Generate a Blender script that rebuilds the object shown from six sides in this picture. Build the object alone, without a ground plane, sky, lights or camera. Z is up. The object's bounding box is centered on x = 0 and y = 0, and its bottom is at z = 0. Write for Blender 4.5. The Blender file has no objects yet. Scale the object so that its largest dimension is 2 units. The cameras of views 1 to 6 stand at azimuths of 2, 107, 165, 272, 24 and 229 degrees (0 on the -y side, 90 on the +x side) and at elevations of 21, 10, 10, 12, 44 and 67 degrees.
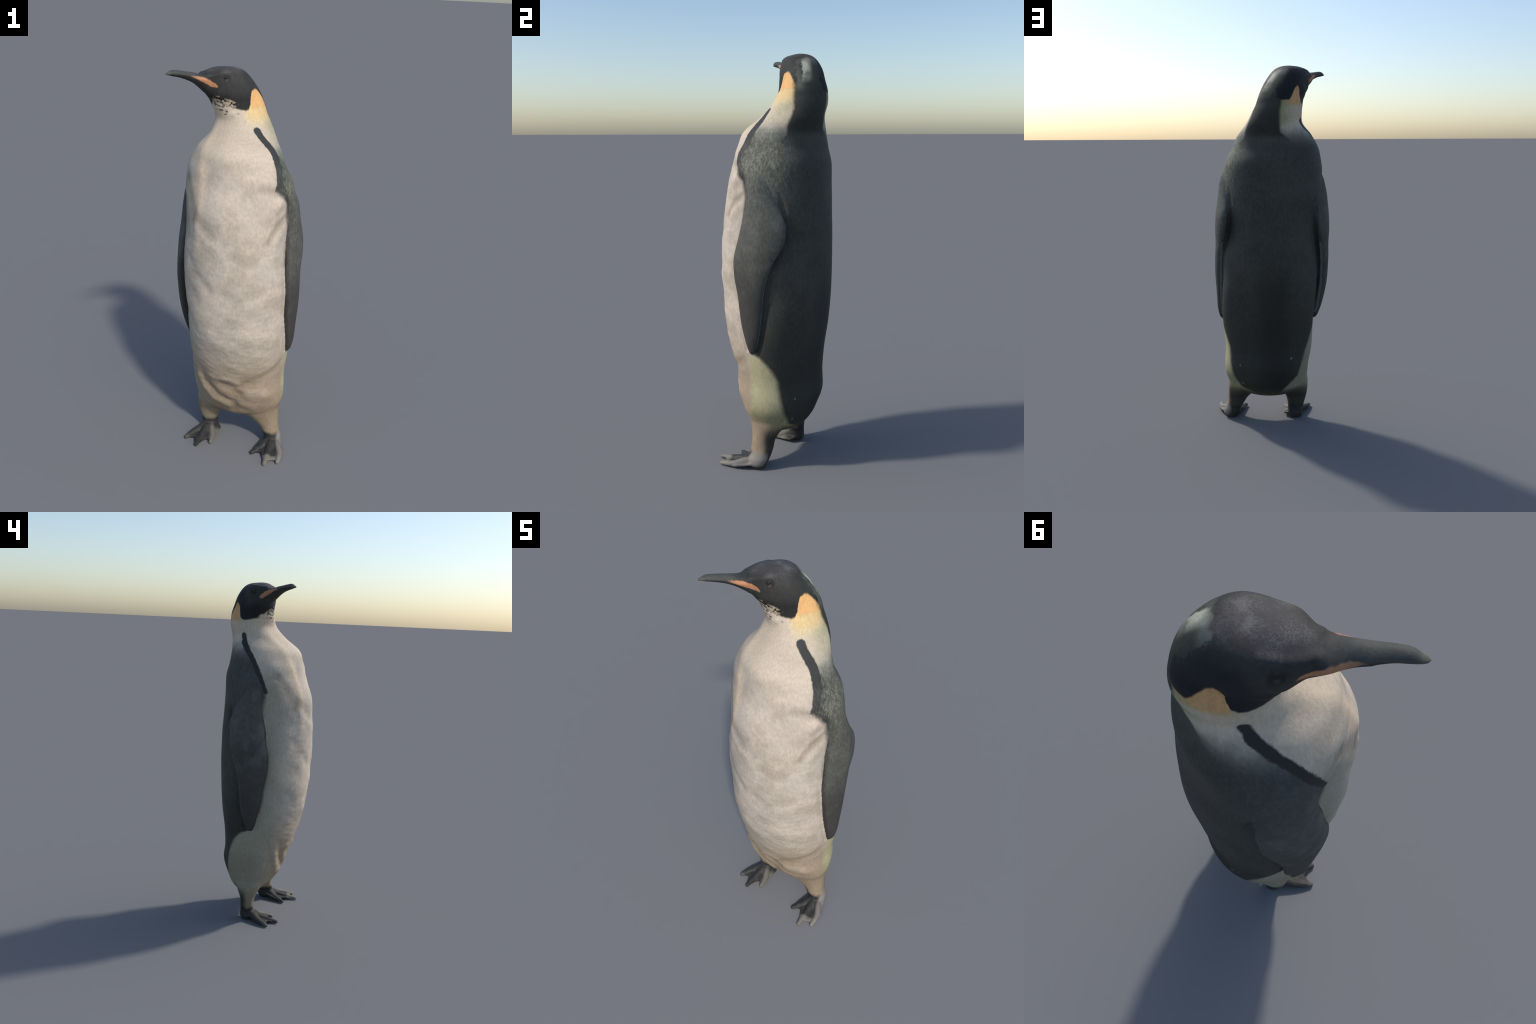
import bpy, bmesh, math
import numpy as np
from mathutils import Vector
from mathutils.bvhtree import BVHTree

# ------------------------------------------------------------------ helpers
def hermite(xk, Y, x):
    """smooth interpolation of profile rows Y at stations xk"""
    xk = np.asarray(xk, float); Y = np.asarray(Y, float)
    if Y.ndim == 1: Y = Y[:, None]
    d = np.gradient(Y, xk, axis=0)
    i = np.clip(np.searchsorted(xk, x) - 1, 0, len(xk) - 2)
    h = (xk[i + 1] - xk[i])[:, None]; t = ((x - xk[i])[:, None]) / h
    return ((2*t**3 - 3*t**2 + 1)*Y[i] + (t**3 - 2*t**2 + t)*h*d[i]
            + (-2*t**3 + 3*t**2)*Y[i + 1] + (t**3 - t**2)*h*d[i + 1])

def spow(c, n): return np.sign(c) * np.abs(c) ** (2.0 / n)

def loft(rings):
    """closed solid from an (m, k, 3) array of rings, ends fanned to their centres"""
    m, k, _ = rings.shape
    V = [tuple(p) for p in rings.reshape(-1, 3)]
    Fc = []
    for a in range(m - 1):
        for b in range(k):
            c = (b + 1) % k
            Fc.append((a*k + b, a*k + c, (a + 1)*k + c, (a + 1)*k + b))
    V.append(tuple(rings[0].mean(0))); V.append(tuple(rings[-1].mean(0)))
    n0, n1 = len(V) - 2, len(V) - 1
    for b in range(k):
        c = (b + 1) % k
        Fc.append((n0, c, b)); Fc.append((n1, (m - 1)*k + b, (m - 1)*k + c))
    me = bpy.data.meshes.new("solid"); me.from_pydata(V, [], Fc)
    bm = bmesh.new(); bm.from_mesh(me); bmesh.ops.recalc_face_normals(bm, faces=bm.faces); bm.to_mesh(me); bm.free()
    return me

def slab(outline, thick):
    """flat plate with a given top outline (x, y, ztop) and thickness"""
    bm = bmesh.new()
    top = [bm.verts.new((x, y, z)) for x, y, z in outline]
    bot = [bm.verts.new((x, y, max(z - thick, 0.0))) for x, y, z in outline]
    n = len(top)
    bm.faces.new(top); bm.faces.new(bot[::-1])
    for a in range(n): bm.faces.new((top[a], bot[a], bot[(a+1) % n], top[(a+1) % n]))
    bmesh.ops.triangulate(bm, faces=bm.faces[:])
    bmesh.ops.recalc_face_normals(bm, faces=bm.faces)
    me = bpy.data.meshes.new("slab"); bm.to_mesh(me); bm.free(); return me

PHI = np.linspace(0, 2*np.pi, 96, endpoint=False)

# ------------------------------------------------------------------ body: one loft from belly floor to beak tip
# Rings lie level up to the throat (station = height), then fan about the throat through a
# quarter turn (1.80 .. 2.10), then march forward along the gaze to the tip of the beak.
GAZE = math.radians(49.5)
HEAD_F = np.array([-math.sin(GAZE), -math.cos(GAZE), 0]); HEAD_L = np.array([math.cos(GAZE), -math.sin(GAZE), 0])
HEAD_O = np.array([-.12, .057, 0.0])            # midway between the eyes (plan)
UP = np.array([0, 0, 1.0])
THROAT = HEAD_O + HEAD_F*.055 + UP*1.80
# station | sideways shift, front, back, widest depth, half width, squareness
BODY = np.array([
 [0.152, 0.020, 0.030, 0.112, 0.065, 0.085, 2.000],
 [0.162, 0.020, 0.000, 0.138, 0.057, 0.125, 2.000],
 [0.180, 0.026, -0.030, 0.162, 0.050, 0.168, 2.000],
 [0.206, 0.032, -0.060, 0.182, 0.041, 0.204, 2.100],
 [0.270, 0.040, -0.100, 0.213, 0.033, 0.235, 2.144],
 [0.340, 0.039, -0.132, 0.240, 0.027, 0.242, 2.157],
 [0.440, 0.029, -0.161, 0.231, 0.040, 0.247, 2.135],
 [0.560, 0.031, -0.205, 0.238, 0.048, 0.255, 2.173],
 [0.700, 0.029, -0.239, 0.255, 0.055, 0.265, 2.234],
 [0.840, 0.021, -0.259, 0.265, 0.057, 0.268, 2.184],
 [0.980, 0.021, -0.264, 0.274, 0.018, 0.275, 2.097],
 [1.120, 0.008, -0.266, 0.271, 0.003, 0.260, 2.152],
 [1.260, 0.005, -0.262, 0.259, 0.059, 0.267, 2.024],
 [1.380, -0.002, -0.250, 0.252, 0.065, 0.271, 1.888],
 [1.480, -0.004, -0.208, 0.249, 0.035, 0.268, 1.933],
 [1.560, 0.017, -0.171, 0.230, 0.026, 0.241, 2.055],
 [1.630, 0.053, -0.126, 0.243, 0.071, 0.204, 2.130],
 [1.700, 0.066, -0.018, 0.290, 0.128, 0.146, 2.130],
 [1.760, 0.045, 0.045, 0.303, 0.172, 0.130, 2.150],
 [1.800, 0.026, 0.045, 0.298, 0.185, 0.117, 2.250],
 [1.860, 0.019, 0.037, 0.277, 0.180, 0.105, 2.300],
 [1.910, 0.013, 0.041, 0.263, 0.172, 0.103, 2.300],
 [1.960, 0.010, 0.044, 0.253, 0.165, 0.095, 2.250],
 [2.010, 0.004, 0.052, 0.221, 0.149, 0.087, 2.200],
 [2.060, 0.001, 0.058, 0.199, 0.146, 0.068, 2.130],
 [2.100, -0.006, 0.072, 0.180, 0.148, 0.046, 2.120],
 [2.140, -0.005, 0.102, 0.166, 0.145, 0.042, 1.95],
 [2.180, -0.002, 0.128, 0.175, 0.150, 0.031, 1.780],
 [2.220, -0.003, 0.144, 0.180, 0.162, 0.025, 1.780],
 [2.260, -0.002, 0.155, 0.186, 0.171, 0.020, 1.780],
 [2.290, -0.004, 0.1605, 0.1865, 0.1735, 0.0165, 1.780],
 [2.304, -0.006, 0.1635, 0.1805, 0.1720, 0.0120, 1.780],
 [2.315, -0.006, 0.1655, 0.1745, 0.1705, 0.0080, 2.100],
 [2.323, -0.006, 0.1670, 0.1695, 0.1685, 0.0022, 2.100],
])
def frame(s):
    s = np.asarray(s, float)[:, None]; z = np.minimum(s, 1.80)
    tw = np.radians(np.interp(z, [0, 1.2, 1.45, 1.72, 1.8], [13, 13, 18, 42, 49.5]))
    k = np.clip((z - 1.45)/.35, 0, 1); k = k*k*(3 - 2*k)
    th = np.clip((s - 1.80)/.30, 0, 1)*np.pi/2
    L = np.concatenate([np.cos(tw), -np.sin(tw), 0*tw], 1)
    D = np.concatenate([np.sin(tw), np.cos(tw), 0*tw], 1)*np.cos(th) + UP*np.sin(th)
    O = np.concatenate([THROAT[0]*k, THROAT[1]*k, z], 1) + HEAD_F*np.maximum(s - 2.10, 0)
    return O, L, D
def to_world(lx, ly, a):
    return lx*np.cos(a) + ly*np.sin(a), -lx*np.sin(a) + ly*np.cos(a)
def body_mesh():
    s = np.r_[np.linspace(BODY[0, 0], 1.6, 200), np.linspace(1.605, BODY[-1, 0], 190)]
    R = hermite(BODY[:, 0], BODY[:, 1:], s)
    cx, a, b, m, hw, n = [R[:, k:k+1] for k in range(6)]
    c, q = spow(np.cos(PHI), n), spow(np.sin(PHI), n)
    lx = cx + hw*c; ly = np.where(q < 0, m + (m - a)*q, m + (b - m)*q)
    O, L, D = frame(s)
    return loft(O[:, None] + L[:, None]*lx[..., None] + D[:, None]*ly[..., None])

# ------------------------------------------------------------------ flippers, pressed to the flanks (bird frame, 13 deg)
BODY_A = math.radians(13)
# z | front edge x, y | rear edge x, y | outermost x
FLIP = np.array([
 [0.592, 0.288, 0.012, 0.290, 0.030, 0.294],
 [0.605, 0.287, 0.002, 0.296, 0.042, 0.304],
 [0.630, 0.288, -0.008, 0.300, 0.050, 0.312],
 [0.660, 0.290, -0.017, 0.302, 0.060, 0.318],
 [0.720, 0.291, -0.034, 0.304, 0.073, 0.323],
 [0.800, 0.289, -0.048, 0.305, 0.082, 0.327],
 [0.880, 0.288, -0.061, 0.304, 0.091, 0.330],
 [0.960, 0.287, -0.076, 0.300, 0.108, 0.330],
 [1.040, 0.285, -0.080, 0.289, 0.141, 0.326],
 [1.120, 0.279, -0.063, 0.276, 0.185, 0.326],
 [1.200, 0.267, -0.048, 0.264, 0.192, 0.320],
 [1.280, 0.255, -0.034, 0.250, 0.152, 0.310],
 [1.340, 0.244, -0.033, 0.244, 0.125, 0.303],
 [1.400, 0.231, -0.043, 0.238, 0.103, 0.292],
 [1.460, 0.205, -0.055, 0.225, 0.080, 0.265],
 [1.520, 0.170, -0.050, 0.190, 0.060, 0.222]])
def flipper_mesh(side):
    z = np.linspace(FLIP[0, 0], FLIP[-1, 0], 130)
    R = hermite(FLIP[:, 0], FLIP[:, 1:], z)
    rings = []
    for zz, (fx, fy, rx, ry, ox) in zip(z, R):
        if side < 0:      # the right one lies a little closer in
            off = np.interp(zz, [.6, .66, .8, 1.4], [.055, .045, .03, .012])
            fx, rx, ox = fx - off, rx - off, ox - off
            ox = ox + np.interp(zz, [.66, .85, 1.3, 1.42], [0, .010, .010, .0])
            ry = ry - .035*np.exp(-((zz - 1.16)/.08)**2)
        t = np.linspace(0, 1, 24)
        bul = np.sin(np.pi*t)**.62
        chord = np.stack([fx + (rx - fx)*t, fy + (ry - fy)*t], -1)
        peak = ox - (fx + rx)/2
        outer = chord + np.stack([peak*bul, 0*t], -1)
        inner = chord[::-1][1:-1] - np.stack([.03*np.sin(np.pi*t[1:-1])**.5, 0*t[1:-1]], -1)
        L = np.r_[outer, inner]; L[:, 0] *= side
        X, Y = to_world(L[:, 0], L[:, 1], BODY_A)
        rings.append(np.stack([X, Y, np.full(len(X), zz)], -1))
    return loft(np.array(rings))

# ------------------------------------------------------------------ legs and webbed feet
# z | x inner, x outer, y front, y back
LEG_LEFT = [(.004, .212, .282, -.06, .006), (.02, .198, .293, -.078, .014), (.045, .196, .291, -.080, .026), (.075, .186, .281, -.072, .036),
            (.10, .172, .274, -.068, .042), (.13, .150, .272, -.068, .045), (.16, .112, .270, -.071, .060), (.20, .065, .269, -.082, .09), (.25, .05, .268, -.094, .11), (.30, .07, .25, -.08, .09), (.36, .13, .20, -.04, .05)]
LEG_RIGHT = [(.004, -.148, -.080, .045, .107), (.02, -.155, -.071, .033, .113), (.045, -.155, -.070, .033, .113), (.075, -.160, -.068, .036, .112), (.10, -.168, -.064, .034, .114),
             (.13, -.177, -.056, .030, .115), (.16, -.182, -.040, .020, .125), (.20, -.185, -.022, -.002, .140), (.25, -.182, -.02, -.025, .15), (.30, -.165, -.04, -.01, .13), (.36, -.14, -.08, .02, .09)]
def leg_mesh(T):
    T = np.array(T); z = np.linspace(T[0, 0], T[-1, 0], 60); R = hermite(T[:, 0], T[:, 1:], z)
    a, b, f, k = [R[:, i:i+1] for i in range(4)]
    c, s = spow(np.cos(PHI[::2]), 2.15), spow(np.sin(PHI[::2]), 2.15)
    X = (a + b)/2 + abs(b - a)/2*c; Y = (f + k)/2 + (k - f)/2*s
    return loft(np.stack([X, Y, np.broadcast_to(z[:, None], X.shape)], -1))
def tube(path, radii, flat=.8, steps=26):
    path = np.array(path, float); s = np.linspace(0, 1, len(path)); t = np.linspace(0, 1, steps)
    P = hermite(s, path, t); r = hermite(s, np.array(radii, float), t)[:, 0]
    D = np.gradient(P, axis=0); D /= np.linalg.norm(D, axis=1)[:, None]
    up = np.array([0, 0, 1.0]); S = np.cross(D, up); S /= np.linalg.norm(S, axis=1)[:, None]; U = np.cross(S, D)
    c, q = np.cos(PHI[::4]), np.sin(PHI[::4])
    return loft(P[:, None] + r[:, None, None]*(S[:, None]*c[:, None] + U[:, None]*q[:, None]*flat))
# each foot: ankle point, toe tips (x, y), web outline (x, y, top z)
FEET = {
 "left": dict(ankle=(.243, -.045),
   toes=[((.135, -.147), .0), ((.208, -.234), .0), ((.277, -.212), .022)],
   web=[(.272, .0, .03), (.291, -.04, .034), (.302, -.09, .026), (.305, -.135, .020), (.277, -.210, .014), (.262, -.196, .015), (.244, -.197, .017), (.225, -.205, .016), (.208, -.232, .014),
        (.196, -.180, .018), (.187, -.142, .020), (.164, -.140, .018), (.135, -.147, .013), (.150, -.105, .022), (.190, -.045, .036), (.205, -.005, .03)]),
 "right": dict(ankle=(-.117, .055),
   toes=[((-.234, -.052), -.012), ((-.171, -.112), 0), ((-.094, -.083), .014)],
   web=[(-.085, .095, .03), (-.062, .075, .03), (-.050, .054, .022), (-.066, .0, .019), (-.094, -.080, .013), (-.104, -.058, .016), (-.120, -.052, .019), (-.140, -.068, .018), (-.168, -.112, .014),
        (-.180, -.085, .017), (-.182, -.052, .019), (-.205, -.050, .017), (-.234, -.052, .012), (-.213, -.010, .020), (-.160, .045, .036), (-.148, .085, .03)])}
def foot_solids(fd):
    ax, ay = fd["ankle"]; out = [slab(fd["web"], .011)]
    for (tx, ty), bow in fd["toes"]:
        mx, my = ax*.45 + tx*.55 + bow, ay*.45 + ty*.55
        out.append(tube([(ax*.9 + tx*.1, ay*.9 + ty*.1, .036), (mx, my, .020), (tx*.97 + mx*.03, ty*.97 + my*.03, .010), (tx, ty, .007)], [.027, .0175, .0110, .005], .85))
    return out

# ------------------------------------------------------------------ one skin
def join_meshes(ms):
    bm = bmesh.new()
    for m in ms: bm.from_mesh(m)
    me = bpy.data.meshes.new("union"); bm.to_mesh(me); bm.free(); return me

def bvh_of(me):
    return BVHTree.FromPolygons([v.co[:] for v in me.vertices], [p.vertices[:] for p in me.polygons])

VOX = .0034
trunk = body_mesh()
flip = {1: flipper_mesh(1), -1: flipper_mesh(-1)}
legs = [leg_mesh(LEG_LEFT), leg_mesh(LEG_RIGHT)]
feet = foot_solids(FEET["left"]) + foot_solids(FEET["right"])
skin = join_meshes([trunk, flip[1], flip[-1]] + legs + feet)
ob = bpy.data.objects.new("skin", skin); bpy.context.scene.collection.objects.link(ob)
rm = ob.modifiers.new("Remesh", "REMESH"); rm.mode = 'VOXEL'; rm.voxel_size = VOX; rm.adaptivity = 0
dg = bpy.context.evaluated_depsgraph_get()
me = bpy.data.meshes.new_from_object(ob.evaluated_get(dg))
bpy.data.objects.remove(ob)

def arrays(me):
    n = len(me.vertices); co = np.empty(n*3); me.vertices.foreach_get("co", co)
    e = np.empty(len(me.edges)*2, int); me.edges.foreach_get("vertices", e)
    return co.reshape(-1, 3), e.reshape(-1, 2)
co, ed = arrays(me)
deg = np.bincount(ed.ravel(), minlength=len(co)).astype(float)
def lap(co):
    s = np.empty_like(co)
    for k in range(3):
        s[:, k] = np.bincount(ed[:, 0], co[ed[:, 1], k], len(co)) + np.bincount(ed[:, 1], co[ed[:, 0], k], len(co))
    return s/deg[:, None] - co
def sstep(a, b, x):
    t = np.clip((x - a)/(b - a), 0, 1); return t*t*(3 - 2*t)
headt = (co - HEAD_O) @ HEAD_F
# joints (neck into skull, thigh into belly, shoulder) are melted harder than toes and beak
w = .5 + 0*headt
for it in range(60):
    z = co[:, 2]
    m = np.full(len(co), 1.0 if it < 5 else 0.0)
    if it >= 5:
        if it < 30: m = np.maximum(m, sstep(1.55, 1.62, z)*(1 - sstep(.03, .07, headt)))
        if it < 40: m = np.maximum(m, sstep(1.36, 1.44, z)*(1-sstep(1.6,1.68,z)))
        if it < 40: m = np.maximum(m, 1.0*sstep(.07, .12, z)*(1-sstep(.3,.4,z)))
        if it < 14: m = np.maximum(m, sstep(.08, .13, z)*(1-sstep(.1,.15,headt)))
    d = lap(co)*(m*.5)[:, None]
    keep = .36 if it < 6 else np.where(co[:, 2] < .4, .22, np.where((co[:, 2] > 1.42) & (co[:, 2] < 1.60), .12, .36))
    co = co + d
    co = co - lap(co)*(m*keep)[:, None]   # Taubin: keep the volume
me.vertices.foreach_set("co", co.ravel()); me.update()
# ------------------------------------------------------------------ relief: feather folds and fine lumps
def normals_of(me):
    n = np.empty(len(me.vertices)*3); me.vertices.foreach_get("vertex_normal" if False else "normal", n); return n.reshape(-1, 3)
def near_path(P, pts):
    pts = np.array(pts, float); d = np.full(len(P), 9.0)
    for a, b in zip(pts[:-1], pts[1:]):
        ab = b - a; t = np.clip(((P - a) @ ab)/(ab @ ab), 0, 1)
        d = np.minimum(d, np.linalg.norm(P - a - t[:, None]*ab, axis=1))
    return d
def lumps(P, scale, seed):
    q = P*scale + seed*17.31; i = np.floor(q).astype(np.int64); f = q - i; f = f*f*(3 - 2*f)
    def h(a, b, c):
        v = (a*374761393 + b*668265263 + c*2147483647 + seed*974711) & 0x7fffffff
        v = ((v ^ (v >> 13))*1274126177) & 0x7fffffff
        return ((v ^ (v >> 16)) & 0xffff)/32768.0 - 1
    r = 0
    for a in (0, 1):
        for b in (0, 1):
            for c in (0, 1):
                w = (f[:, 0] if a else 1 - f[:, 0])*(f[:, 1] if b else 1 - f[:, 1])*(f[:, 2] if c else 1 - f[:, 2])
                r = r + w*h(i[:, 0] + a, i[:, 1] + b, i[:, 2] + c)
    return r
def local(P):
    return P[:, 0]*math.cos(BODY_A) - P[:, 1]*math.sin(BODY_A), P[:, 0]*math.sin(BODY_A) + P[:, 1]*math.cos(BODY_A)
def head_local(P):
    Q = P - HEAD_O; return Q @ HEAD_F, Q @ HEAD_L

N = normals_of(me)
lx, ly = local(co); ang = np.degrees(np.arctan2(lx, -ly)); ht, hl = head_local(co); z = co[:, 2]
front = 1 - sstep(55, 85, np.abs(ang + 3))
belly = front*sstep(.14, .24, z)*(1 - sstep(1.55, 1.68, z))
disp = belly*(.0050*lumps(co*[1, 1, .8], 7.5, 1) + .0030*lumps(co*[1, 1, 1.1], 15, 2) + .0005*lumps(co*[1, 1, 1.8], 45, 3))
disp += (1 - front)*sstep(.2, .3, z)*(1 - sstep(1.5, 1.6, z))*.0018*lumps(co, 9, 4)
disp += belly*sstep(.25, .4, z)*(1 - sstep(.75, 1.0, z))*.0015*lumps(co*[1, 1, 1.8], 24, 8)
# (path, depth in m: + ridge / - groove, width)
FOLDS = [
 ([(-.15, -.10, .50), (-.13, -.112, .445), (-.106, -.113, .401), (-.058, -.12, .348), (-.004, -.126, .318)], -.008, .024),
 ([(-.16, -.07, .43), (-.125, -.085, .36), (-.08, -.095, .30), (.0, -.115, .27)], .008, .028),
 ([(-.09, -.14, .475), (-.065, -.155, .468), (-.004, -.182, .482), (.05, -.179, .455)], .005, .024),
 ([(-.03, -.155, .43), (.02, -.16, .41), (.05, -.15, .38)], -.008, .030),
 ([(.255, -.099, .545), (.213, -.144, .515), (.143, -.176, .475), (.071, -.178, .45)], -.007, .028),
 ([(.10, -.16, .39), (.16, -.151, .40), (.20, -.13, .37)], .008, .036),
 ([(.035, -.129, .35), (.035, -.125, .30), (.03, -.10, .23)], -.007, .022),
 ([(.06, -.13, .31), (.12, -.12, .27)], .006, .030),
 ([(.235, -.105, 1.335), (.20, -.155, 1.303), (.184, -.176, 1.277), (.165, -.198, 1.235)], -.006, .022),
 ([(.232, -.12, 1.28), (.20, -.165, 1.24)], .005, .026),
 ([(.215, -.13, 1.42), (.195, -.16, 1.40)], .012, .036),
 ([(.12, -.19, 1.49), (.16, -.168, 1.478), (.192, -.15, 1.462)], -.008, .028),
 ([(-.14, .003, 1.70), (-.155, -.07, 1.61), (-.165, -.118, 1.53), (-.165, -.155, 1.44), (-.168, -.18, 1.34), (-.17, -.19, 1.2)], .0045, .030),
 ([(-.235, -.05, 1.48), (-.215, -.11, 1.40), (-.195, -.15, 1.32)], -.0045, .036),
 ([(-.185, -.16, 1.36), (-.141, -.214, 1.30), (-.10, -.24, 1.26), (-.05, -.255, 1.23)], -.004, .032),
 ([(-.20, -.14, 1.13), (-.15, -.2, 1.05), (-.12, -.23, 1.0)], -.004, .028),
 ([(.0, -.262, 1.16), (.08, -.25, 1.13), (.13, -.235, 1.17)], -.003, .03),
 ([(-.03, -.265, .98), (.05, -.262, .95), (.12, -.24, .99)], -.003, .03),
]
def wing_path(sgn, col, dx, dy, z0, z1):
    """line along one edge of a flipper (col 1 front, col 3 rear), shifted in the bird frame"""
    out = []
    for row in FLIP:
        if z0 <= row[0] <= z1:
            off = 0 if sgn > 0 else np.interp(row[0], [.6, .66, .8, 1.4], [.055, .045, .03, .012])
            ry = row[col + 1] - (.035*math.exp(-((row[0] - 1.16)/.08)**2) if sgn < 0 and col == 3 else 0)
            X, Y = to_world((row[col] - off + dx)*sgn, ry + dy, BODY_A); out.append((X, Y, row[0]))
    return out
for sgn in (1, -1):
    FOLDS.append((wing_path(sgn, 3, -.012, .012, .60, 1.35), -.010 if sgn > 0 else -.012, .012))
    FOLDS.append((wing_path(sgn, 1, -.002, -.012, .60, 1.10), -.005, .009))
for path, depth, width in FOLDS:
    d = near_path(co, path); disp += depth*np.exp(-(d/width)**2)
# brows and the line where beak meets face
for sgn in (1, -1):
    P = [HEAD_O + HEAD_F*t + HEAD_L*l*sgn + UP*h for t, l, h in [(-.03, .058, 1.972), (.02, .056, 1.968), (.055, .040, 1.962), (.070, .032, 1.962)]]
    disp += .0065*np.exp(-(near_path(co, P)/.013)**2)
    P = [HEAD_O + HEAD_F*t + HEAD_L*l*sgn + UP*h for t, l, h in [(.0, .075, 1.945 + .007*sgn), (.004, .076, 1.945 + .007*sgn)]]
    disp -= .0045*np.exp(-(near_path(co, P)/.014)**2)
    P = [HEAD_O + HEAD_F*t + HEAD_L*l*sgn + UP*h for t, l, h in [(.17, .03, 1.958), (.10, .04, 1.945), (.05, .052, 1.925)]]
    disp += .002*np.exp(-(near_path(co, P)/.008)**2)
# valley behind and before each flipper, so its edges stand clear
for sgn in (1, -1):
    off = lambda zz: np.interp(zz, [.6, .66, .8, 1.4], [.055, .045, .03, .012]) if sgn < 0 else 0
co = co + N*disp[:, None]
co[:, 2] = np.maximum(co[:, 2], 0.0)
co[:, 2] -= co[:, 2].min()
me.vertices.foreach_set("co", co.ravel()); me.update()
N = normals_of(me)

# ------------------------------------------------------------------ node helpers
class E:
    """a value in a node tree, with arithmetic"""
    def __init__(s, T, sock): s.T, s.k = T, sock
    def _m(s, op, *o, clamp=False):
        n = s.T.nodes.new("ShaderNodeMath"); n.operation = op; n.use_clamp = clamp
        for i, v in enumerate((s,) + o):
            if isinstance(v, E): s.T.links.new(v.k, n.inputs[i])
            else: n.inputs[i].default_value = float(v)
        return E(s.T, n.outputs[0])
    def __add__(s, o): return s._m("ADD", o)
    __radd__ = __add__
    def __sub__(s, o): return s._m("SUBTRACT", o)
    def __rsub__(s, o): return (s*-1.0) + o
    def __mul__(s, o): return s._m("MULTIPLY", o)
    __rmul__ = __mul__
    def __truediv__(s, o): return s._m("DIVIDE", o)
    def min(s, o): return s._m("MINIMUM", o)
    def max(s, o): return s._m("MAXIMUM", o)
    def atan2(s, o): return s._m("ARCTAN2", o)
    def abs(s): return s._m("ABSOLUTE")
    def inv(s): return 1.0 - s
    def clamp(s): return s._m("ADD", 0.0, clamp=True)
    def step(s, a, b):
        """smooth 0..1 as the value goes a -> b"""
        n = s.T.nodes.new("ShaderNodeMapRange"); n.interpolation_type = "SMOOTHSTEP"
        s.T.links.new(s.k, n.inputs[0]); lo, hi = (a, b) if a < b else (b, a)
        n.inputs[1].default_value, n.inputs[2].default_value = lo, hi
        n.inputs[3].default_value, n.inputs[4].default_value = (0, 1) if a < b else (1, 0)
        return E(s.T, n.outputs[0])
    def curve(s, pts):
        """piecewise-linear function of this value"""
        pts = sorted(pts); x0, x1 = pts[0][0], pts[-1][0]; ys = [p[1] for p in pts]; y0, y1 = min(ys), max(ys)
        if y1 - y0 < 1e-9: y1 = y0 + 1
        n = s.T.nodes.new("ShaderNodeFloatCurve"); c = n.mapping.curves[0]
        while len(c.points) < len(pts): c.points.new(.5, .5)
        for p, (x, y) in zip(c.points, pts):
            p.location = ((x - x0)/(x1 - x0), (y - y0)/(y1 - y0)); p.handle_type = "VECTOR"
        n.mapping.update()
        u = ((s - x0)/(x1 - x0)).clamp(); s.T.links.new(u.k, n.inputs[1])
        return E(s.T, n.outputs[0])*(y1 - y0) + y0

class V:
    def __init__(s, T, sock): s.T, s.k = T, sock
    def _m(s, op, o=None, out=0, scale=None):
        n = s.T.nodes.new("ShaderNodeVectorMath"); n.operation = op; s.T.links.new(s.k, n.inputs[0])
        if isinstance(o, V): s.T.links.new(o.k, n.inputs[1])
        elif o is not None: n.inputs[1].default_value = tuple(float(q) for q in o)
        if scale is not None: n.inputs["Scale"].default_value = scale
        return n.outputs[out]
    def dot(s, v): return E(s.T, s._m("DOT_PRODUCT", v, 1))
    def add(s, v): return V(s.T, s._m("ADD", v))
    def sub(s, v): return V(s.T, s._m("SUBTRACT", v))
    def mul(s, v): return V(s.T, s._m("MULTIPLY", v))
    def scale(s, f): return V(s.T, s._m("SCALE", scale=f))
    def dist(s, v): return E(s.T, s._m("DISTANCE", v, 1))
    def noise(s, scale, detail=3, rough=.55, squash=(1, 1, 1)):
        n = s.T.nodes.new("ShaderNodeTexNoise"); s.T.links.new(s.mul(squash).k, n.inputs["Vector"])
        n.inputs["Scale"].default_value = scale; n.inputs["Detail"].default_value = detail; n.inputs["Roughness"].default_value = rough
        return E(s.T, n.outputs["Fac"]), V(s.T, n.outputs["Color"])
    def near(s, pts):
        """distance to a poly-line"""
        best = None
        for a, b in zip(pts[:-1], pts[1:]):
            a, b = np.array(a, float), np.array(b, float); ab = b - a
            t = (s.sub(a).dot(ab/(ab @ ab))).clamp()
            m = s.T.nodes.new("ShaderNodeVectorMath"); m.operation = "MULTIPLY_ADD"
            cx = s.T.nodes.new("ShaderNodeCombineXYZ")
            for i in range(3): s.T.links.new(t.k, cx.inputs[i])
            s.T.links.new(cx.outputs[0], m.inputs[0]); m.inputs[1].default_value = tuple(ab); m.inputs[2].default_value = tuple(a)
            d = s.dist(V(s.T, m.outputs[0])); best = d if best is None else best.min(d)
        return best
class C:
    def __init__(s, T, sock): s.T, s.k = T, sock
    def mix(s, fac, col, mode="MIX"):
        n = s.T.nodes.new("ShaderNodeMix"); n.data_type = "RGBA"; n.blend_type = mode
        if isinstance(fac, E): s.T.links.new(fac.k, n.inputs[0])
        else: n.inputs[0].default_value = fac
        s.T.links.new(s.k, n.inputs[6])
        if isinstance(col, C): s.T.links.new(col.k, n.inputs[7])
        else: n.inputs[7].default_value = (*col, 1)
        return C(s.T, n.outputs[2])
    def gain(s, f):
        """multiply by a scalar"""
        n = s.T.nodes.new("ShaderNodeVectorMath"); n.operation = "SCALE"
        s.T.links.new(s.k, n.inputs[0]); s.T.links.new(f.k, n.inputs["Scale"]); return C(s.T, n.outputs[0])
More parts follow.
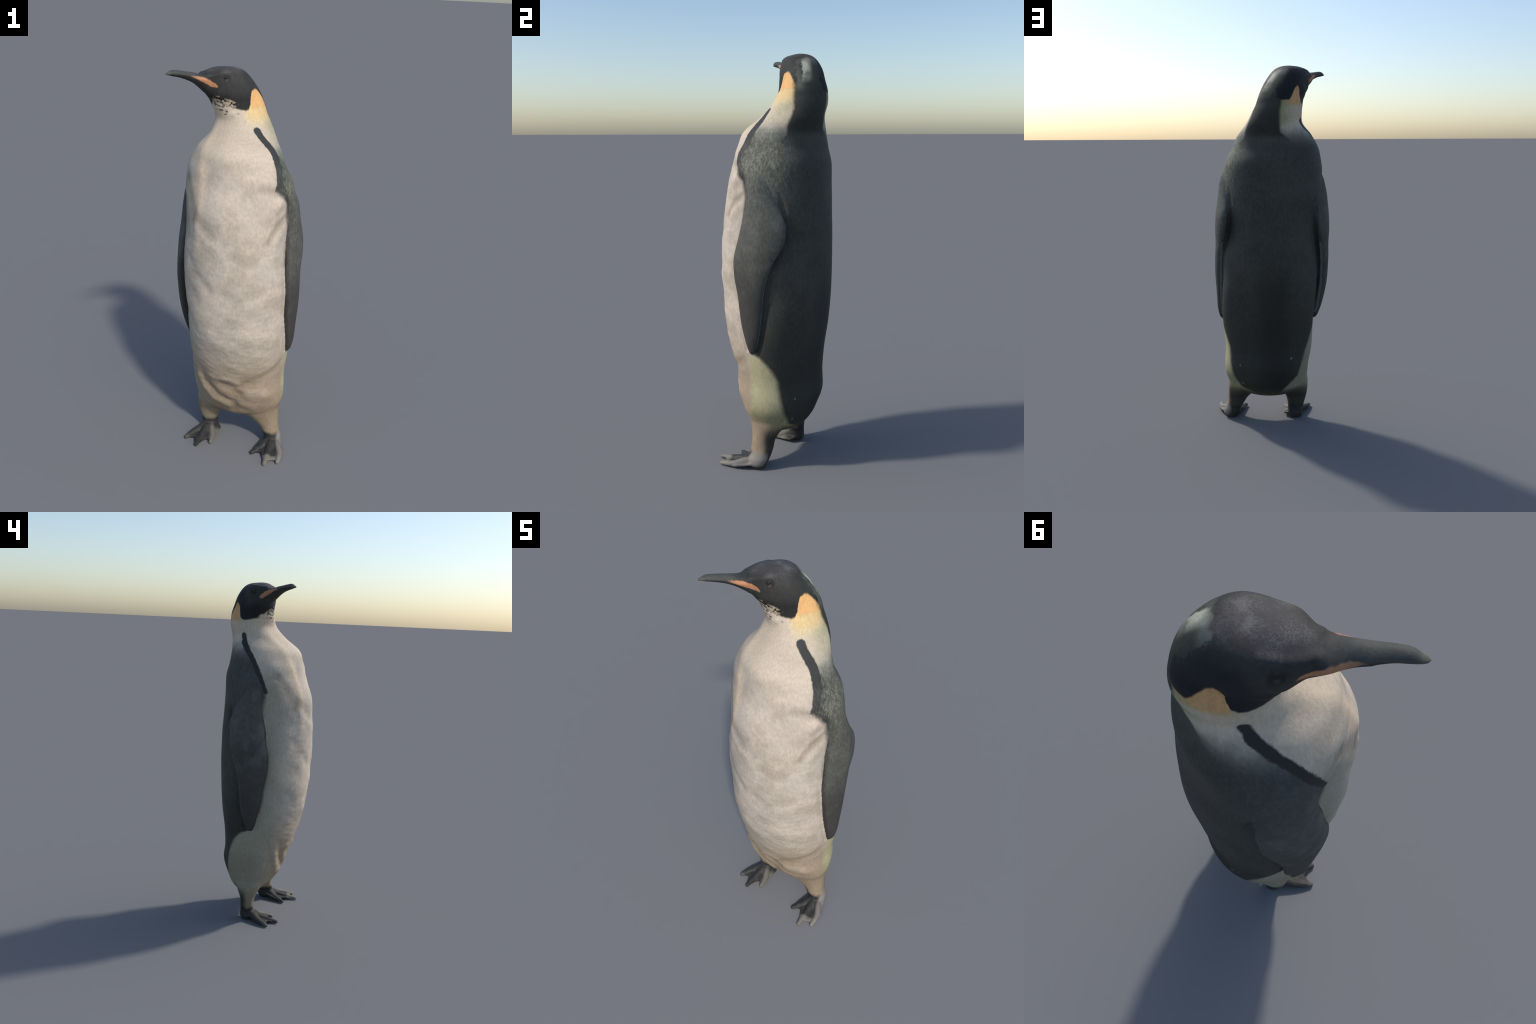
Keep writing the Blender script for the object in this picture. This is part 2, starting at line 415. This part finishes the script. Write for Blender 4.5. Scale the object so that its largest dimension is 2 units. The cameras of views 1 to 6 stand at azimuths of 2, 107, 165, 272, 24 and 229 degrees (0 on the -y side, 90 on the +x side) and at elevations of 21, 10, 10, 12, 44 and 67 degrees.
def flat(T, rgb):
    n = T.nodes.new("ShaderNodeRGB"); n.outputs[0].default_value = (*rgb, 1); return C(T, n.outputs[0])

# ------------------------------------------------------------------ plumage colours
def coords(T):
    P = V(T, T.nodes.new("ShaderNodeTexCoord").outputs["Object"])
    sx = T.nodes.new("ShaderNodeSeparateXYZ"); T.links.new(P.k, sx.inputs[0])
    return P, E(T, sx.outputs[2])
ca, sa = math.cos(BODY_A), math.sin(BODY_A)
def body_angle(P):
    return P.dot((ca, -sa, 0)).atan2(P.dot((sa, ca, 0))*-1.0)*(180/math.pi)

STRIPE_L = [(.080, -.024, 1.722), (.101, -.037, 1.695), (.13, -.051, 1.667), (.163, -.072, 1.633), (.184, -.091, 1.593), (.196, -.109, 1.556), (.200, -.134, 1.508), (.192, -.150, 1.475)]
STRIPE_R = [(-.123, .162, 1.706), (-.14, .156, 1.675), (-.184, .133, 1.635), (-.218, .109, 1.596), (-.241, .087, 1.556), (-.254, .064, 1.506), (-.26, .037, 1.456), (-.257, .018, 1.405)]
EDGE_L = [(.175, 165), (.19, 150), (.225, 132), (.29, 125), (.36, 121.5), (.4, 120), (.465, 118), (.52, 112), (.563, 104), (.592, 97), (.63, 90), (.72, 85), (.8, 82), (.96, 77), (1.04, 76), (1.12, 78), (1.2, 80),
          (1.28, 83), (1.34, 82), (1.4, 79), (1.44, 71), (1.475, 65), (1.508, 66), (1.556, 73), (1.593, 76), (1.633, 79), (1.667, 82), (1.74, 88)]
EDGE_R = [(.17, 175), (.19, 169), (.228, 159), (.295, 142), (.37, 137), (.43, 132), (.476, 127), (.52, 121), (.574, 108), (.595, 97), (.63, 89), (.72, 82), (.8, 79), (.96, 75), (1.04, 76), (1.12, 80), (1.2, 82), (1.28, 83),
          (1.34, 82), (1.4, 80), (1.456, 84), (1.506, 90), (1.556, 96), (1.596, 103), (1.635, 112), (1.675, 124), (1.74, 133)]
HOOD_L = [(-.25, 1.835), (-.225, 1.836), (-.208, 1.838), (-.195, 1.850), (-.173, 1.877), (-.15, 1.898), (-.135, 1.903), (-.115, 1.895), (-.107, 1.87), (-.102, 1.835), (-.090, 1.812), (-.075, 1.807), (-.046, 1.813), (-.011, 1.826), (.026, 1.840), (.05, 1.842)]
HOOD_R = [(-.25, 1.826), (-.235, 1.822), (-.215, 1.807), (-.182, 1.810), (-.165, 1.832), (-.147, 1.856), (-.135, 1.873), (-.12, 1.884), (-.107, 1.878), (-.1, 1.86), (-.096, 1.83), (-.088, 1.803), (-.075, 1.791), (-.053, 1.789), (-.022, 1.796), (.0, 1.804), (.015, 1.822), (.05, 1.84)]

FOLD_SHADES = [([(.235, -.105, 1.335), (.20, -.155, 1.303), (.184, -.176, 1.277), (.165, -.198, 1.235)], .028, .45),  # shadow in the creases, painted as brown strokes: path, width, amount
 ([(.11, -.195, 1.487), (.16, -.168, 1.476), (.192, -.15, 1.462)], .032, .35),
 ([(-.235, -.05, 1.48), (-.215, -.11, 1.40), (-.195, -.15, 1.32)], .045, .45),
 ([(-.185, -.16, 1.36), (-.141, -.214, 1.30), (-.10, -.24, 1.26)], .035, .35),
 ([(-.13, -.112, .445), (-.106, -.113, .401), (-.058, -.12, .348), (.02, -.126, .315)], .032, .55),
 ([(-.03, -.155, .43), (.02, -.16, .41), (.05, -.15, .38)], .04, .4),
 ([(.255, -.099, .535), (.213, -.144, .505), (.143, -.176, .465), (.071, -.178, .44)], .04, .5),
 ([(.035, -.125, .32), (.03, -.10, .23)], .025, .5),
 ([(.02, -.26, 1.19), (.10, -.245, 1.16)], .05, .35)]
RIDGE_LIGHTS = [([(.11, -.155, .385), (.17, -.14, .39)], .045, .6), ([(-.09, -.14, .475), (-.065, -.155, .468), (-.004, -.182, .482), (.05, -.179, .455)], .022, .5),  # lit crests of the belly folds, lightened in the colour
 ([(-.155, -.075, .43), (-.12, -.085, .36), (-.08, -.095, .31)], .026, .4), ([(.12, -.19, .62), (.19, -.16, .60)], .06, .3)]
def plumage(T, wing=False):
    P, z0 = coords(T)
    _, jit = P.noise(70, 3, .6, (1, 1, .55)); j = jit.add((-.5, -.5, -.5))
    _, jit2 = P.noise(9, 2); j2 = jit2.add((-.5, -.5, -.5))
    Q = P.add(j.scale(.010)).add(j2.scale(.012))          # wobbly position: feathered borders
    Qf = P.add(j.scale(.008))
    z = Q.dot((0, 0, 1)); zf = Qf.dot((0, 0, 1))
    a = body_angle(Q)
    H = Qf.sub(HEAD_O); t, l = H.dot(HEAD_F), H.dot(HEAD_L)
    big, _ = P.noise(5, 3); mid, _ = P.noise(16, 4); fine, _ = P.noise(95, 5, .65, (1, 1, .5)); grit, _ = P.noise(240, 3, .7, (1, 1, .6))
    left = l.step(-.012, .012)
    aleft = a.step(-6, 6)

    soft, _ = P.noise(9, 2)
    if not wing:
        # ---- belly, chest, throat: warm grey white, browner towards the legs
        c = flat(T, (.585, .487, .395))
        c = c.mix(big.step(.38, .62)*.8, (.50, .435, .36))
        c = c.mix(soft.step(.46, .64)*.48, (.385, .325, .25))
        c = c.mix(mid.step(.5, .72)*.35, (.36, .31, .235))
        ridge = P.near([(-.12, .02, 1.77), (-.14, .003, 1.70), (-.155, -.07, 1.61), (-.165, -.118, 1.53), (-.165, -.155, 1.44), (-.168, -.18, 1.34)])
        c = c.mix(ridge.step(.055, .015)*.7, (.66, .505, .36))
        for path, w, amt in FOLD_SHADES: c = c.mix((P.near(path) + (mid - .5)*.012).step(w, w*.15)*amt, (.215, .18, .13))
        c = c.mix(z0.step(1.66, 1.5).inv()*.6, (.60, .49, .36))
        c = c.mix((z0 + (soft - .5)*.12).step(.78, .36)*.85, (.31, .228, .145))
        for path, w, amt in RIDGE_LIGHTS: c = c.mix((P.near(path) + (mid - .5)*.014).step(w, w*.2)*amt, (.52, .43, .325))
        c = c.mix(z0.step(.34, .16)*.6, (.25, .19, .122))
        c = c.mix(aleft.inv()*a.step(-40, -75)*z0.step(1.6, 1.4)*.8, flat(T, (.285, .268, .20)).mix(mid.step(.45, .7)*.5, (.35, .335, .27)))      # greyer right flank
        c = c.mix(mid.step(.42, .2)*z0.step(1.1, .8)*.25, (.36, .34, .27))
        # right thigh dull, left thigh yellow green
        c = c.mix(aleft.inv()*a.step(-70, -95)*z0.step(.60, .52)*.75, flat(T, (.31, .285, .20)).mix((z + (soft - .5)*.12).step(.50, .36)*.65, (.225, .20, .14)).mix(mid.step(.5, .7)*.4, (.30, .275, .20)))
        gr = aleft*a.step(86, 96)*z.step(.60, .56)*(z + (a - 90)*.0022).step(.245, .305)
        c = c.mix(gr, flat(T, (.46, .41, .24)).mix(z.step(.36, .27)*.8, (.19, .18, .09)).mix(mid.step(.5, .75)*.5, (.32, .315, .20)))
    # ---- back
    fade = (z - (soft - .5)*.06 + (mid - .5)*.05).step(1.70, 1.615)
    back = flat(T, (.045, .044, .036)).mix(big.step(.35, .65), (.060, .058, .049)).mix((big*.5 + mid*.5).step(.54, .66)*.4, (.060, .049, .037))
    back = back.mix(fine.step(.45, .8)*.45, (.085, .085, .082))
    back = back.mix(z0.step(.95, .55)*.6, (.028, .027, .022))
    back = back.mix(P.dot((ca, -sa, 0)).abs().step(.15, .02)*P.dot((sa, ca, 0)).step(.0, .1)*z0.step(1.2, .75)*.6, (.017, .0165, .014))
    # frosted shoulders, more so on the left
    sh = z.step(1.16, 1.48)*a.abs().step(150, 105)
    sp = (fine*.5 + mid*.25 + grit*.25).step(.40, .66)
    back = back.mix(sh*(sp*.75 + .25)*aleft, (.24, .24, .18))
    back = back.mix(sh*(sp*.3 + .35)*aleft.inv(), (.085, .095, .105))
    back = back.mix(z.step(1.56, 1.68)*.8, (.30, .295, .24))
    lead = Q.near(STRIPE_L).min(Q.near([(.205, -.13, 1.44), (.23, -.10, 1.40), (.245, -.09, 1.30)]))
    back = back.mix(lead.step(.065, .022)*z.step(1.66, 1.58)*(sp.inv()*.6 + .25), (.032, .032, .029))
    if wing:
        back = back.mix((soft*.5 + mid*.5).step(.44, .64)*(z0.step(.8, 1.15)*.6 + .2), (.115, .117, .105))
        back = back.mix(aleft.inv()*z0.step(.95, 1.15)*z0.step(1.44, 1.25)*.4, (.098, .099, .090))
        back = back.mix(aleft*z0.step(.80, 1.1)*.6, flat(T, (.085, .085, .074)).mix(sp, (.125, .125, .105)))
        back = back.mix(z0.step(1.10, .85)*.65, (.060, .054, .049)).mix(mid.step(.55, .8)*.3, (.115, .105, .095))
    if wing: return P, back, fine, grit, mid, z0, fade
    over = a.abs() - (z.curve(EDGE_L)*aleft + z.curve(EDGE_R)*aleft.inv())
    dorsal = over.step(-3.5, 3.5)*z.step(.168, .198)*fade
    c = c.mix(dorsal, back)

    # ---- nape: a dark band running down the back of the neck
    nl = z.curve([(1.58, .20), (1.61, .17), (1.65, .165), (1.683, .150), (1.729, .129), (1.782, .119), (1.84, .108), (1.9, .095)])
    nr = z.curve([(1.58, -.10), (1.607, -.074), (1.64, -.044), (1.705, -.045), (1.77, -.052), (1.80, -.056), (1.9, -.056)])
    rear = t.step(-.10, -.14)*z.step(1.55, 1.64)
    nape = (l - nl).step(.008, -.010)*(l - nr).step(-.008, .010)*rear
    napec = flat(T, (.034, .034, .027)).mix(fine.step(.45, .8)*.4, (.058, .058, .046)).mix(z.step(1.72, 1.80)*.5, (.050, .052, .041)).mix((l - .085).abs().step(.035, .0)*z.step(1.80, 1.835)*.5, (.16, .165, .13))

    # ---- ear patch: orange fading to yellow and cream below
    ear = t.step(-.05, -.095)*z.step(1.715, 1.78)
    yel = flat(T, (.70, .50, .235)).mix(z.step(1.80, 1.74)*.8, (.60, .50, .30)).mix(mid.step(.5, .75)*.3, (.55, .52, .27))
    c = c.mix(ear*left*.95, yel)
    c = c.mix(t.step(-.13, -.19)*left*z.step(1.64, 1.70)*z.step(1.80, 1.74)*(mid.step(.35, .65)*.5 + .35), (.40, .365, .225))   # olive shade beside the nape
    c = c.mix(ear*left.inv()*z.step(1.75, 1.80)*.85, (.48, .38, .205))
    c = c.mix(t.step(-.088, -.107)*left*zf.step(1.810, 1.832), flat(T, (.75, .42, .165)).mix(mid.step(.4, .7)*.5, (.82, .49, .21)))
    c = c.mix(t.step(-.085, -.10)*left.inv()*zf.step(1.776, 1.798), flat(T, (.62, .345, .15)).mix(z.step(1.85, 1.885)*.6, (.50, .255, .12)))
    c = c.mix((l - nr).step(-.04, -.008)*left.inv()*rear*z.step(1.66, 1.70)*z.step(1.83, 1.80)*.8, flat(T, (.30, .285, .15)))
    c = c.mix(nape, napec)

    # ---- shoulder stripes
    wob = mid*.008 - .004
    dl = Q.near(STRIPE_L) + wob + fine*.006 - .003
    dr = Q.near(STRIPE_R) + wob + fine*.004 - .002
    wl = z.curve([(1.4, .004), (1.475, .010), (1.52, .020), (1.6, .023), (1.66, .0215), (1.74, .019)])
    c = c.mix((dl - wl).step(.0035, -.0035), flat(T, (.042, .043, .041)).mix(sp*z.step(1.62, 1.55)*.45, (.13, .135, .11)))
    wr = z.curve([(1.4, .010), (1.5, .0135), (1.6, .0155), (1.71, .018)])
    c = c.mix((dr - wr).step(.004, -.004), (.031, .031, .030))

    # ---- hood
    hb = t.curve(HOOD_L)*left + t.curve(HOOD_R)*left.inv()
    hood = (zf - hb).step(-.0055, .0055)
    blk = flat(T, (.034, .0335, .031)).mix(fine.step(.45, .8)*.5, (.055, .054, .050)).mix(soft.step(.45, .65)*.35, (.02, .02, .019))
    blk = blk.mix((mid*.6 + soft*.4).step(.46, .64)*.45, (.058, .053, .047))
    blk = blk.mix(z0.step(1.90, 1.85)*.75, (.009, .0095, .0095))
    crown = z0.step(1.965, 1.990)
    blk = blk.mix(crown*.75, (.066, .061, .062))
    blk = blk.mix(crown*(mid*.6 + grit*.4).step(.46, .62)*.65, (.15, .145, .142)).mix(crown*soft.step(.45, .60)*.75, (.050, .041, .038))
    blk = blk.mix(t.step(-.02, -.08)*l.step(-.02, -.06)*z0.step(1.97, 1.93)*.7, (.008, .009, .014))   # blue black behind the right eye
    # frost on the nape of the hood: bright on its left, greenish to the right
    fl = zf.curve([(1.83, .098), (1.845, .092), (1.962, .058), (1.99, .05)]); fr = zf.curve([(1.83, -.03), (1.87, -.018), (1.90, -.04), (1.94, -.04), (1.99, -.035)])
    frz = (l - fl - .006 + (fine - .5)*.06).step(.006, -.006)*(l - fr + (fine - .5)*.03).step(-.005, .005)*(zf + (mid - .5)*.05 + l*.25).step(1.982, 1.962)*t.step(-.118, -.13)
    bright = ((l - fl).step(.004, -.034)*1.1 + (mid*.4 + fine*.4 + grit*.2 - .5)*2.2).step(.40, .85)*(mid.step(.30, .5)*.6 + .4)*(l - fl).step(-.072, -.036)*zf.step(1.842, 1.890)
    blk = blk.mix(frz, napec.mix(bright*.95, flat(T, (.44, .43, .33)).mix(mid.step(.45, .65)*.6, (.62, .60, .48))).mix(z.step(1.93, 1.96)*.5, (.20, .215, .18)))
    for e, dn in ((HEAD_O + HEAD_F*.002 + HEAD_L*.078 + UP*1.952, .010), (HEAD_O + HEAD_F*.004 - HEAD_L*.076 + UP*1.938, .010)):
        blk = blk.mix(P.dist_to(e).step(.026, .012)*.8, (.012, .0115, .011))
        blk = blk.mix(P.dist_to(e - UP*dn).step(.010, .004)*.45, (.095, .072, .058))
        blk = blk.mix(P.dist_to(e + UP*.011).step(.010, .004)*.5, (.075, .062, .058))
    # beak: grey horn along the top, pinkish stripe on the lower mandible
    beak = t.step(.06, .17)
    blk = blk.mix(beak*(zf - t.curve([(.08, 1.95), (.17, 1.962), (.27, 1.966)])).step(-.002, .006)*.8, flat(T, (.075, .078, .070)).mix(mid.step(.45, .7)*.5, (.115, .118, .10)))
    blk = blk.mix(t.step(.245, .265)*.6, (.12, .115, .085))
    top = t.curve([(.02, 1.905), (.034, 1.912), (.044, 1.925), (.065, 1.940), (.097, 1.953), (.131, 1.9595), (.17, 1.963)])
    bot = t.curve([(.02, 1.905), (.034, 1.908), (.051, 1.909), (.092, 1.927), (.126, 1.944), (.15, 1.9545), (.17, 1.963)])
    man = (zf - top).step(.0025, -.0025)*(zf - bot).step(-.0025, .0025)*t.step(.034, .042)*t.step(.172, .14)
    blk = blk.mix(man, flat(T, (.50, .235, .115)).mix(t.step(.11, .16)*.6, (.20, .14, .10)).mix(l.step(.0, -.02)*.35, (.33, .16, .10)))
    c = c.mix(hood.max(t.step(.045, .055))*z0.step(1.765, 1.785), blk)
    # scruffy edge of the hood under the chin
    n = T.nodes.new("ShaderNodeTexVoronoi"); n.inputs["Scale"].default_value = 75; T.links.new(P.mul((1, 1, 1.9)).k, n.inputs["Vector"])
    cr = E(T, n.outputs["Color"])
    region = t.step(-.06, -.02)*l.step(.004, .016)*zf.step(1.775, 1.79)*(zf - hb).step(.004, -.002)*t.step(.05, .03)
    ragged = (cr + (zf - 1.80)*6.0).step(.72, .76)
    c = c.mix(region*ragged*.8, (.028, .028, .027))
    region2 = t.step(-.05, -.01)*l.step(.004, .016)*(zf - hb).step(-.002, .004)*(zf - hb).step(.034, .022)*t.step(.045, .028)
    c = c.mix(region2*cr.step(.44, .48), (.42, .34, .24))

    # ---- stray pale specks low on the back
    for p, r in (((.23, .152, .366), .0045), ((-.045, .227, .405), .006), ((.211, .134, .253), .005)):
        c = c.mix(P.dist_to(p).step(r*1.5, r*.5)*.8, (.22, .23, .15))
    c = c.mix(P.dist_to((.25, .095, .256)).step(.008, .003)*.7, (.07, .075, .045))
    c = c.mix(aleft.inv()*z0.step(.26, .15)*P.dot((0, 1, 0)).step(.12, .06)*.65, (.20, .155, .10))
    # dark brown underside and rear of the shins
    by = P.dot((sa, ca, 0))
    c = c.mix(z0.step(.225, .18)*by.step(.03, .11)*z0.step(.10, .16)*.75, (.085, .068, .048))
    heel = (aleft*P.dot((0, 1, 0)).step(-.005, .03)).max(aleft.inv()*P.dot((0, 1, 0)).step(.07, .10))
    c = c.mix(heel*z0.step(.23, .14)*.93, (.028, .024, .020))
    # dark ankles
    return P, c, fine, grit, mid, z0, dorsal
V.dist_to = lambda s, p: s.dist(p)

def finish(T, c, rough, P, fine, grit, mid, bump=.25, spec=.25, sheen=.0):
    b = T.nodes.new("ShaderNodeBsdfPrincipled"); o = T.nodes.new("ShaderNodeOutputMaterial")
    T.links.new(c.k, b.inputs["Base Color"]); b.inputs["Roughness"].default_value = rough
    b.inputs["Specular IOR Level"].default_value = spec
    if sheen: b.inputs["Sheen Weight"].default_value = sheen
    n = T.nodes.new("ShaderNodeBump"); n.inputs["Strength"].default_value = bump; n.inputs["Distance"].default_value = .004
    T.links.new((fine*.7 + grit*.3).k, n.inputs["Height"]); T.links.new(n.outputs[0], b.inputs["Normal"])
    T.links.new(b.outputs[0], o.inputs[0])
def new_mat(name):
    m = bpy.data.materials.new(name); m.use_nodes = True; m.node_tree.nodes.clear(); return m, m.node_tree

def make_plumage():
    m, T = new_mat("plumage"); P, c, fine, grit, mid, z0, d = plumage(T)
    c = c.gain(fine.step(.25, .8)*.24 + grit.step(.2, .8)*.10 + .83)
    c = c.mix((z0 + (mid - .5)*.035).step(.098, .070), FOOTC(T, P, mid))
    finish(T, c, .70, P, fine, grit, mid, .3, .28); return m
def FOOTC(T, P, mid):
    x, y, zz = P.dot((1, 0, 0)), P.dot((0, 1, 0)), P.dot((0, 0, 1))
    f = flat(T, (.028, .0265, .0245)).mix(mid.step(.4, .7)*.6, (.054, .050, .044))
    lt = x.step(.258, .285)*zz.step(.01, .03).max(y.step(-.10, -.13)) # pale outer side of the left foot
    f = f.mix(lt*.75, (.235, .21, .185))
    f = f.mix(x.step(.15, .19)*y.step(-.165, -.185)*.7, (.23, .21, .17))
    f = f.mix(x.step(.05, .0)*x.step(-.115, -.095)*y.step(.045, .01)*.65, (.22, .20, .16))
    f = f.mix(x.step(.05, .0)*(x + y*.55).step(-.235, -.26)*.35, (.17, .165, .15))
    f = f.mix(zz.step(.05, .075)*.6*x.step(.275, .25), (.016, .016, .017))
    f = f.mix(x.step(.255, .275)*zz.step(.03, .06)*.8, (.26, .235, .20))
    return f
def make_flipper():
    m, T = new_mat("flipper_feathers"); P, c, fine, grit, mid, z0, d = plumage(T, True)
    # pale rim along the trailing edge, dark leading edge
    for sgn in (1, -1):
        c = c.mix((P.near(wing_path(sgn, 3, -.011, .001, .62, 1.06)) + mid*.004).step(.0165, .008)*.85, (.19, .215, .205))
        c = c.mix((P.near(wing_path(sgn, 3, -.003, .004, .70, 1.05)) + mid*.003).step(.006, .002)*.6, (.27, .30, .29))
        c = c.mix((P.near(wing_path(sgn, 1, .0, .0, .60, 1.30)) + (mid - .5)*.012).step(.022, .006)*.5, (.024, .023, .022))
    c = c.gain(fine.step(.25, .8)*.24 + grit.step(.2, .8)*.10 + .83)
    finish(T, c, .68, P, fine, grit, mid, .3, .28); return m
def make_beak():
    m, T = new_mat("beak_horn"); P, c, fine, grit, mid, z0, d = plumage(T)
    c = c.gain(fine.step(.25, .8)*.24 + grit.step(.2, .8)*.10 + .83)
    finish(T, c, .70, P, fine, grit, mid, .3, .28); return m
def make_foot():
    m, T = new_mat("foot_skin"); P, z0 = coords(T)
    mid, _ = P.noise(45, 4); fine, _ = P.noise(150, 4); vor = T.nodes.new("ShaderNodeTexVoronoi"); vor.inputs["Scale"].default_value = 210; T.links.new(P.k, vor.inputs["Vector"])
    c = FOOTC(T, P, mid)
    finish(T, c, .6, P, E(T, vor.outputs["Distance"]), fine, mid, .25, .35); return m
def make_eye():
    m, T = new_mat("eye_gloss"); P, z0 = coords(T); n, _ = P.noise(120)
    c = flat(T, (.012, .010, .010)).mix(z0.step(1.95, 1.93)*.0, (.11, .085, .068)).mix(n.step(.5, .8)*.3, (.03, .024, .022))
    finish(T, c, .55, P, n, n, n, .05, .3); return m
def make_claw():
    m, T = new_mat("claw_horn"); P, z0 = coords(T); n, _ = P.noise(140)
    c = flat(T, (.03, .028, .026)).mix(n.step(.4, .7), (.06, .055, .048))
    finish(T, c, .45, P, n, n, n, .1, .4); return m

# ------------------------------------------------------------------ split the skin into anatomical parts
M = {"plumage": make_plumage(), "flipper": make_flipper(), "beak": make_beak(), "foot": make_foot(), "eye": make_eye(), "claw": make_claw()}
nf = len(me.polygons); quads = np.empty(nf*4, int); me.polygons.foreach_get("vertices", quads); quads = quads.reshape(-1, 4)
fc = co[quads].mean(1); fz = fc[:, 2]; flx, fly = local(fc); ft, fl_ = head_local(fc)
tb, fb = bvh_of(trunk), {s: bvh_of(flip[s]) for s in flip}
part = np.full(nf, "torso", dtype=object)
part[(fz > 1.60) & (fz <= 1.815)] = "neck"
part[(fz > 1.815)] = "head"
part[(ft > .088) & (fz > 1.8)] = "beak"
part[(fz < .345) & (fly > .13)] = "tail"
part[(fz < .165) & (fly < .13) & (fz > .06)] = "leg"
part[fz <= .068] = "foot"
part[(part == "leg") & (flx > .02)] = "leg_a"; part[part == "leg"] = "leg_b"
part[(part == "foot") & (flx > .02)] = "foot_a"; part[part == "foot"] = "foot_b"
cand = np.where((np.abs(flx) > .17) & (fz > .575) & (fz < 1.45) & (np.abs(fly) < .24))[0]
for i in cand:
    s = 1 if flx[i] > 0 else -1; p = Vector(fc[i])
    df = fb[s].find_nearest(p); dt = tb.find_nearest(p)
    if df[3] < dt[3] - .0004*0: part[i] = "flipper_a" if s > 0 else "flipper_b"

root = bpy.data.objects.new("emperor_penguin", None); bpy.context.scene.collection.objects.link(root)
root["label"] = "standing black and white penguin with orange ear patches"
root["category"] = "penguin"
def add_part(name, mesh, mat, parent=root):
    o = bpy.data.objects.new(name, mesh); bpy.context.scene.collection.objects.link(o); o.parent = parent
    mesh.materials.append(mat); return o
made = {}
for key, name, mat in (("head", "head", "plumage"), ("beak", "beak", "beak"), ("neck", "neck", "plumage"), ("torso", "torso", "plumage"), ("tail", "tail", "plumage"),
                       ("flipper_a", "flipper", "flipper"), ("flipper_b", "flipper", "flipper"), ("leg_a", "leg", "plumage"), ("leg_b", "leg", "plumage"), ("foot_a", "foot", "foot"), ("foot_b", "foot", "foot")):
    q = quads[part == key]
    if not len(q): continue
    used, inv = np.unique(q, return_inverse=True)
    pm = bpy.data.meshes.new(name); pm.from_pydata(co[used].tolist(), [], inv.reshape(-1, 4).tolist())
    pm.polygons.foreach_set("use_smooth", [True]*len(pm.polygons))
    pm.normals_split_custom_set_from_vertices(N[used].tolist())
    par = made["head"] if key == "beak" else made["leg_a"] if key == "foot_a" else made["leg_b"] if key == "foot_b" else root
    made[key] = add_part(name, pm, M[mat], par)

# ------------------------------------------------------------------ eyes and claws
skin_bvh = bvh_of(me)
def ball(r, squash):
    bm = bmesh.new(); bmesh.ops.create_uvsphere(bm, u_segments=24, v_segments=16, radius=r)
    for f in bm.faces: f.smooth = True
    for v in bm.verts: v.co.z *= squash
    m = bpy.data.meshes.new("eye"); bm.to_mesh(m); bm.free(); return m
for sgn in (1, -1):
    o3 = HEAD_O + HEAD_F*.002 + HEAD_L*.25*sgn + UP*(1.945 + .007*sgn)
    h = skin_bvh.ray_cast(Vector(o3), Vector(-HEAD_L*sgn))
    m = ball(.0145, .72); c0 = np.array(h[0]) - HEAD_L*sgn*.0110
    m.transform(__import__("mathutils").Matrix.Translation(Vector(c0)))
    add_part("eye", m, M["eye"], made["head"])
def claw_mesh(tip, back):
    tip, back = np.array(tip), np.array(back); d = tip - back; d = d/np.linalg.norm(d)
    a = tip - d*.016; b = tip + d*.007
    return tube([(a[0], a[1], .0125), ((a[0]+b[0])/2, (a[1]+b[1])/2, .0125), (b[0], b[1], .0045)], [.0055, .0045, .0010], .9, 12)
for fk, pk in (("left", "foot_a"), ("right", "foot_b")):
    ax, ay = FEET[fk]["ankle"]
    for (tx, ty), bow in FEET[fk]["toes"]:
        mx, my = ax*.45 + tx*.55 + bow, ay*.45 + ty*.55
        m = claw_mesh((tx, ty), (mx, my)); m.polygons.foreach_set("use_smooth", [True]*len(m.polygons))
        add_part("claw", m, M["claw"], made[pk])
for m in list(bpy.data.meshes):
    if m.users == 0: bpy.data.meshes.remove(m)
